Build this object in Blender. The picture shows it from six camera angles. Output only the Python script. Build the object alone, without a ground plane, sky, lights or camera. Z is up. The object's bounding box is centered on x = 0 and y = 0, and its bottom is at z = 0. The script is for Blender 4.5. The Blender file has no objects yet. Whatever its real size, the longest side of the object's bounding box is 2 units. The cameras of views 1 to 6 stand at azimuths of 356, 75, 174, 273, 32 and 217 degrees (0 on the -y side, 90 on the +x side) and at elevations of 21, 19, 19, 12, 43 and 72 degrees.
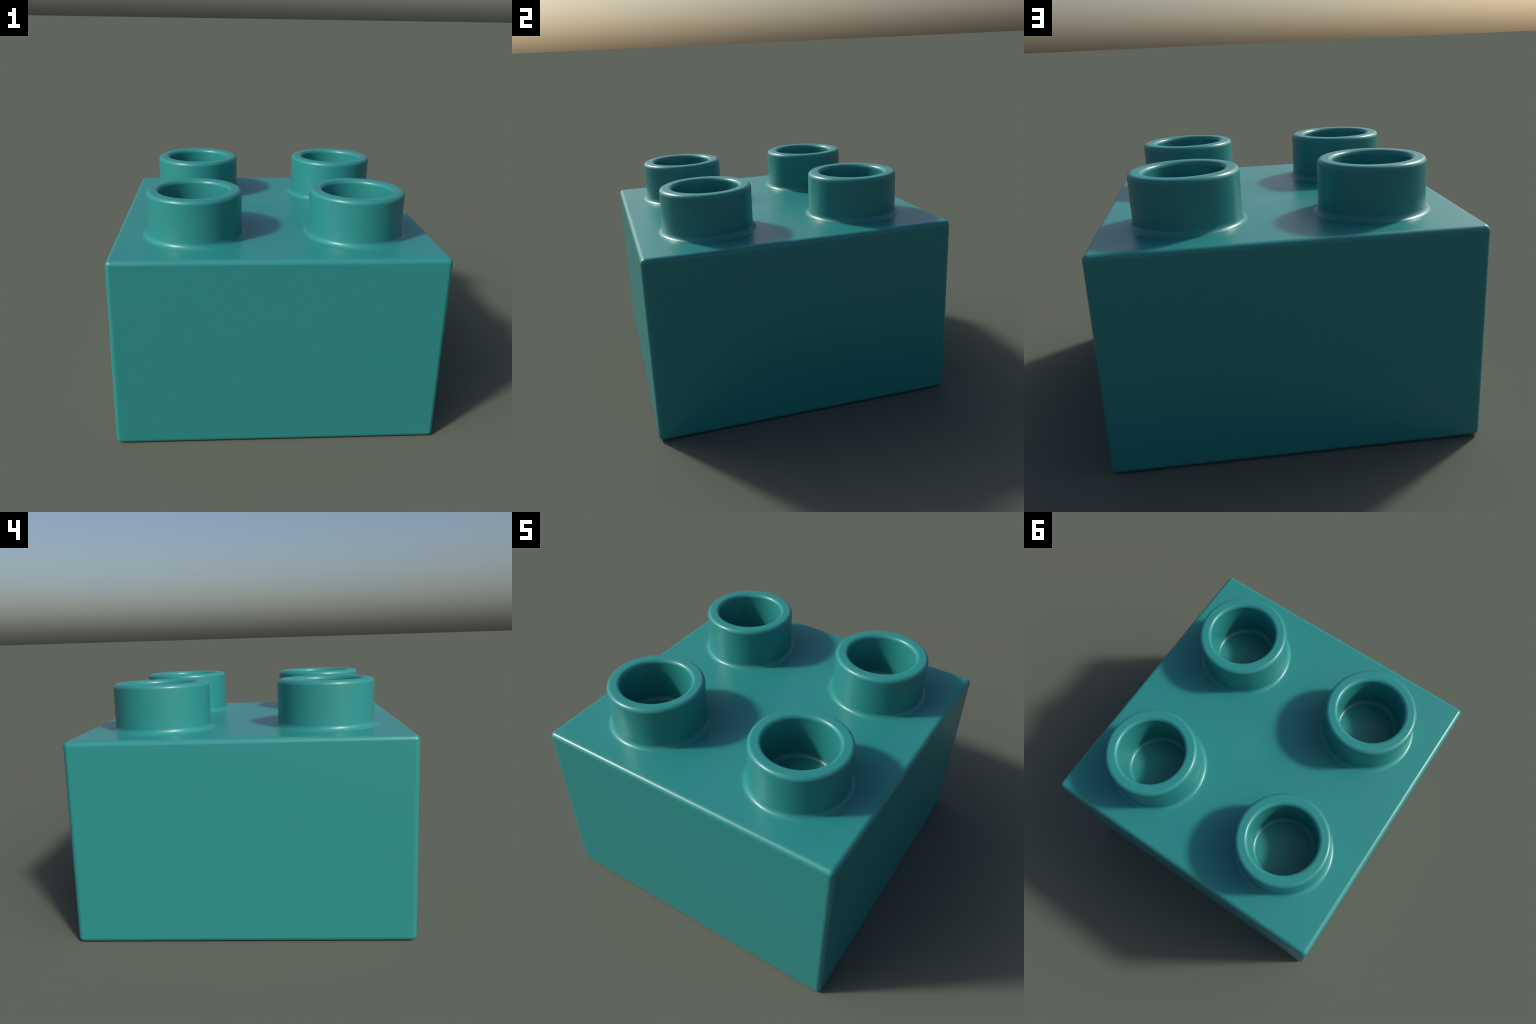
"""Toy building brick, two by two studs, glossy teal plastic.

One Empty (toy_building_brick) parents: body (hollow rounded shell with a flat
deck), four tubular studs that run out of the deck through a small fillet, and
the clutch tube under the deck.  Every part is a loft or a lathe with analytic
normals, so that the fillets meet the flat faces without a visible seam.
"""
import bpy
import bmesh
from math import sin, cos, pi, radians
from mathutils import Vector

# ---------------------------------------------------------------- dimensions
HALF = 1.0            # half width of the brick at the foot
TAPER = 0.0050         # how much each wall leans in, foot to deck
DECK = 1.213          # height of the flat deck
EDGE = 0.031          # rounding of the outer edges
WALL = 0.085          # wall thickness

PITCH = 0.507         # stud axis, distance from the middle in x and y
STUD_R = 0.2953       # outer radius of a stud
STUD_H = 0.2905        # height of a stud above the deck
STUD_FOOT = 0.034     # fillet between stud and deck
RIM_OUT = 0.026       # rounding of the rim, outside
RIM_IN = 0.025        # rounding of the rim, inside
HOLE_R = 0.2144        # radius of the hole at the rim
BORE_R = 0.2075        # radius of the hole at its floor
HOLE_FLOOR = -0.001   # floor of the hole, from the deck
HOLE_FILLET = 0.031

DISH_R = 0.225        # shallow moulding dish in the middle of the deck
DISH_DEPTH = 0.0064

CEILING = DECK + HOLE_FLOOR - 0.075
TUBE_R = 0.42
TUBE_BORE = 0.335

SEG = 128             # segments of the lathed parts
ARC = 8               # segments of every rounding


# ---------------------------------------------------------------- material
def plastic(name):
    mat = bpy.data.materials.new(name)
    mat.use_nodes = True
    nt = mat.node_tree
    bsdf = nt.nodes["Principled BSDF"]
    coord = nt.nodes.new("ShaderNodeTexCoord")
    noise = nt.nodes.new("ShaderNodeTexNoise")
    noise.inputs["Scale"].default_value = 3.0
    noise.inputs["Detail"].default_value = 2.0
    ramp = nt.nodes.new("ShaderNodeValToRGB")
    ramp.color_ramp.elements[0].position = 0.3
    ramp.color_ramp.elements[1].position = 0.7
    ramp.color_ramp.elements[0].color = (0.0222, 0.2246, 0.2162, 1)
    ramp.color_ramp.elements[1].color = (0.0222, 0.2250, 0.2166, 1)
    nt.links.new(coord.outputs["Object"], noise.inputs["Vector"])
    nt.links.new(noise.outputs["Fac"], ramp.inputs["Fac"])
    nt.links.new(ramp.outputs["Color"], bsdf.inputs["Base Color"])
    bsdf.inputs["Roughness"].default_value = 0.345
    bsdf.inputs["IOR"].default_value = 1.5
    return mat


# ---------------------------------------------------------------- helpers
def finish(name, bm, normals, mat, parent, loc=(0, 0, 0)):
    """bmesh -> object, smooth, carrying the analytic normals of its vertices."""
    bm.verts.index_update()
    mesh = bpy.data.meshes.new(name)
    vn = [normals[v] for v in bm.verts]
    bm.to_mesh(mesh)
    bm.free()
    mesh.polygons.foreach_set("use_smooth", [True] * len(mesh.polygons))
    mesh.normals_split_custom_set_from_vertices(vn)
    mesh.materials.append(mat)
    obj = bpy.data.objects.new(name, mesh)
    bpy.context.collection.objects.link(obj)
    obj.parent = parent
    obj.location = loc
    return obj


def arc(steps, a0, a1):
    return [a0 + (a1 - a0) * i / steps for i in range(steps + 1)]


def bridge(bm, a, b):
    """Quads between two closed vertex rings."""
    n = len(a)
    for i in range(n):
        j = (i + 1) % n
        quad = []
        for v in (a[i], a[j], b[j], b[i]):
            if v not in quad:
                quad.append(v)
        if len(quad) > 2:
            bm.faces.new(quad)


def lathe(name, profile, mat, parent, loc):
    """profile: (r, z, nr, nz) from the foot to the last point on the axis."""
    bm = bmesh.new()
    normals = {}
    prev = None
    for r, z, nr, nz in profile:
        if r < 1e-6:
            ring = [bm.verts.new((0, 0, z))] * SEG
            normals[ring[0]] = Vector((0, 0, nz))
        else:
            ring = []
            for i in range(SEG):
                t = 2 * pi * i / SEG
                v = bm.verts.new((r * cos(t), r * sin(t), z))
                normals[v] = Vector((nr * cos(t), nr * sin(t), nz))
                ring.append(v)
        if prev:
            bridge(bm, prev, ring)
        prev = ring
    return finish(name, bm, normals, mat, parent, loc)


def tube_profile(r_out, r_in, r_low, height, floor, foot, rim_out, rim_in, fillet):
    """Half section of an upright tube standing on a plate at z = 0."""
    p = []
    for a in arc(ARC, 0, pi / 2):        # concave foot, plate -> outer wall
        p.append((r_out + foot - foot * sin(a), foot - foot * cos(a), sin(a), cos(a)))
    for a in arc(ARC, 0, pi / 2):        # outer rim
        p.append((r_out - rim_out + rim_out * cos(a),
                  height - rim_out + rim_out * sin(a), cos(a), sin(a)))
    for a in arc(ARC, 0, pi / 2):        # inner rim
        p.append((r_in + rim_in - rim_in * sin(a),
                  height - rim_in + rim_in * cos(a), -sin(a), cos(a)))
    for a in arc(ARC, 0, pi / 2):        # concave fillet round the floor
        p.append((r_low - fillet + fillet * cos(a),
                  floor + fillet - fillet * sin(a), -cos(a), sin(a)))
    p.append((0.0, floor, 0.0, 1.0))
    return p


def square_ring(bm, normals, core, rad, z, n_side, n_up):
    """Square of half size `core`, swollen by `rad`: a rounded square ring."""
    ring = []
    for q in range(4):
        sx, sy = ((1, 1), (-1, 1), (-1, -1), (1, -1))[q]
        corner = None
        for t in arc(ARC, q * pi / 2, (q + 1) * pi / 2):
            if rad < 1e-6:               # corner shrunk to one point
                if corner is None:
                    corner = bm.verts.new((sx * core, sy * core, z))
                    normals[corner] = Vector((0, 0, n_up))
                ring.append(corner)
                continue
            v = bm.verts.new((sx * core + rad * cos(t), sy * core + rad * sin(t), z))
            normals[v] = Vector((n_side * cos(t), n_side * sin(t), n_up))
            ring.append(v)
    return ring


def fill_flat(bm, normals, outer, holes, z, up):
    """Flat plate between the square `outer` ring and round holes (x, y, r)."""
    def loop(verts):
        es = []
        for i, v in enumerate(verts):
            w = verts[(i + 1) % len(verts)]
            es.append(bm.edges.get((v, w)) or bm.edges.new((v, w)))
        return es
    border = []
    for v in outer:
        if not border or v is not border[-1]:
            border.append(v)
    edges = loop(border)
    rims = []
    for x, y, r in holes:
        ring = []
        for i in range(SEG):
            t = 2 * pi * i / SEG
            v = bm.verts.new((x + r * cos(t), y + r * sin(t), z))
            normals[v] = Vector((0, 0, up))
            ring.append(v)
        edges += loop(ring)
        rims.append(ring)
    bmesh.ops.triangle_fill(bm, use_beauty=True, edges=edges, normal=(0, 0, up))
    return rims


def add_dish(bm, normals, rim):
    """Shallow soft-edged dish hung into the round hole `rim` of the deck."""
    prev, steps = rim, 24
    for k in range(1, steps + 1):
        u = 1.0 - k / steps                       # 1 at the rim, 0 in the middle
        z = DECK - DISH_DEPTH * (1 - u * u) ** 2   # runs out softly
        slope = 4 * DISH_DEPTH * u * (1 - u * u) / DISH_R
        if k == steps:
            mid = bm.verts.new((0, 0, z))
            normals[mid] = Vector((0, 0, 1))
            ring = [mid] * SEG
        else:
            ring = []
            for i in range(SEG):
                t = 2 * pi * i / SEG
                v = bm.verts.new((u * DISH_R * cos(t), u * DISH_R * sin(t), z))
                normals[v] = Vector((-slope * cos(t), -slope * sin(t), 1)).normalized()
                ring.append(v)
        bridge(bm, prev, ring)
        prev = ring


# ---------------------------------------------------------------- parts
def build_body(mat, parent, stud_spots):
    bm = bmesh.new()
    normals = {}
    rings = []

    def ring(core, rad, z, ns, nu):
        rings.append(square_ring(bm, normals, core, rad, z, ns, nu))

    core = HALF - EDGE
    for a in arc(ARC, pi / 2, 0):                       # deck edge
        ring(core - TAPER, EDGE * cos(a) if a < 1.57 else 0.0,
             DECK - EDGE + EDGE * sin(a), cos(a), sin(a))
    for a in arc(ARC, 0, -pi / 2):                      # lower edge
        rad = max(EDGE * cos(a), 0.0) if a > -1.57 else 0.0
        ring(core, rad, EDGE + EDGE * sin(a), cos(a), sin(a))
    inner = HALF - WALL                                 # inside of the walls
    lip, corner = 0.010, 0.030
    for a in arc(ARC, 0, pi / 2):
        ring(inner - corner, corner + lip - lip * sin(a), lip - lip * cos(a),
             -sin(a), -cos(a))
    for a in arc(ARC, 0, pi / 2):
        rad = corner * cos(a) if a < 1.57 else 0.0
        ring(inner - corner, rad, CEILING - corner + corner * sin(a),
             -cos(a), -sin(a))
    for a, b in zip(rings, rings[1:]):
        bridge(bm, a, b)

    holes = [(x, y, STUD_R + STUD_FOOT) for x, y in stud_spots] + [(0, 0, DISH_R)]
    rims = fill_flat(bm, normals, rings[0], holes, DECK, 1)
    add_dish(bm, normals, rims[-1])
    fill_flat(bm, normals, rings[-1], [(0, 0, TUBE_R + 0.03)], CEILING, -1)
    bmesh.ops.recalc_face_normals(bm, faces=bm.faces[:])
    return finish("body", bm, normals, mat, parent)


def build():
    root = bpy.data.objects.new("toy_building_brick", None)
    bpy.context.collection.objects.link(root)
    root["label"] = "glossy teal plastic toy brick with four hollow studs"
    root["category"] = "toy brick"

    mat = plastic("teal_plastic")
    spots = [(sx * PITCH, sy * PITCH) for sx in (-1, 1) for sy in (-1, 1)]
    build_body(mat, root, spots)

    section = tube_profile(STUD_R, HOLE_R, BORE_R, STUD_H, HOLE_FLOOR, STUD_FOOT,
                           RIM_OUT, RIM_IN, HOLE_FILLET)
    first = lathe("stud", section, mat, root, (spots[0][0], spots[0][1], DECK))
    for x, y in spots[1:]:
        stud = first.copy()
        stud.location = (x, y, DECK)
        bpy.context.collection.objects.link(stud)

    under = tube_profile(TUBE_R, TUBE_BORE, TUBE_BORE, CEILING - 0.012, 0.0, 0.03,
                         0.02, 0.02, 0.02)
    under = [(r, -z, nr, -nz) for r, z, nr, nz in under]
    tube = lathe("clutch_tube", under, mat, root, (0, 0, CEILING))
    tube.data.flip_normals()


build()
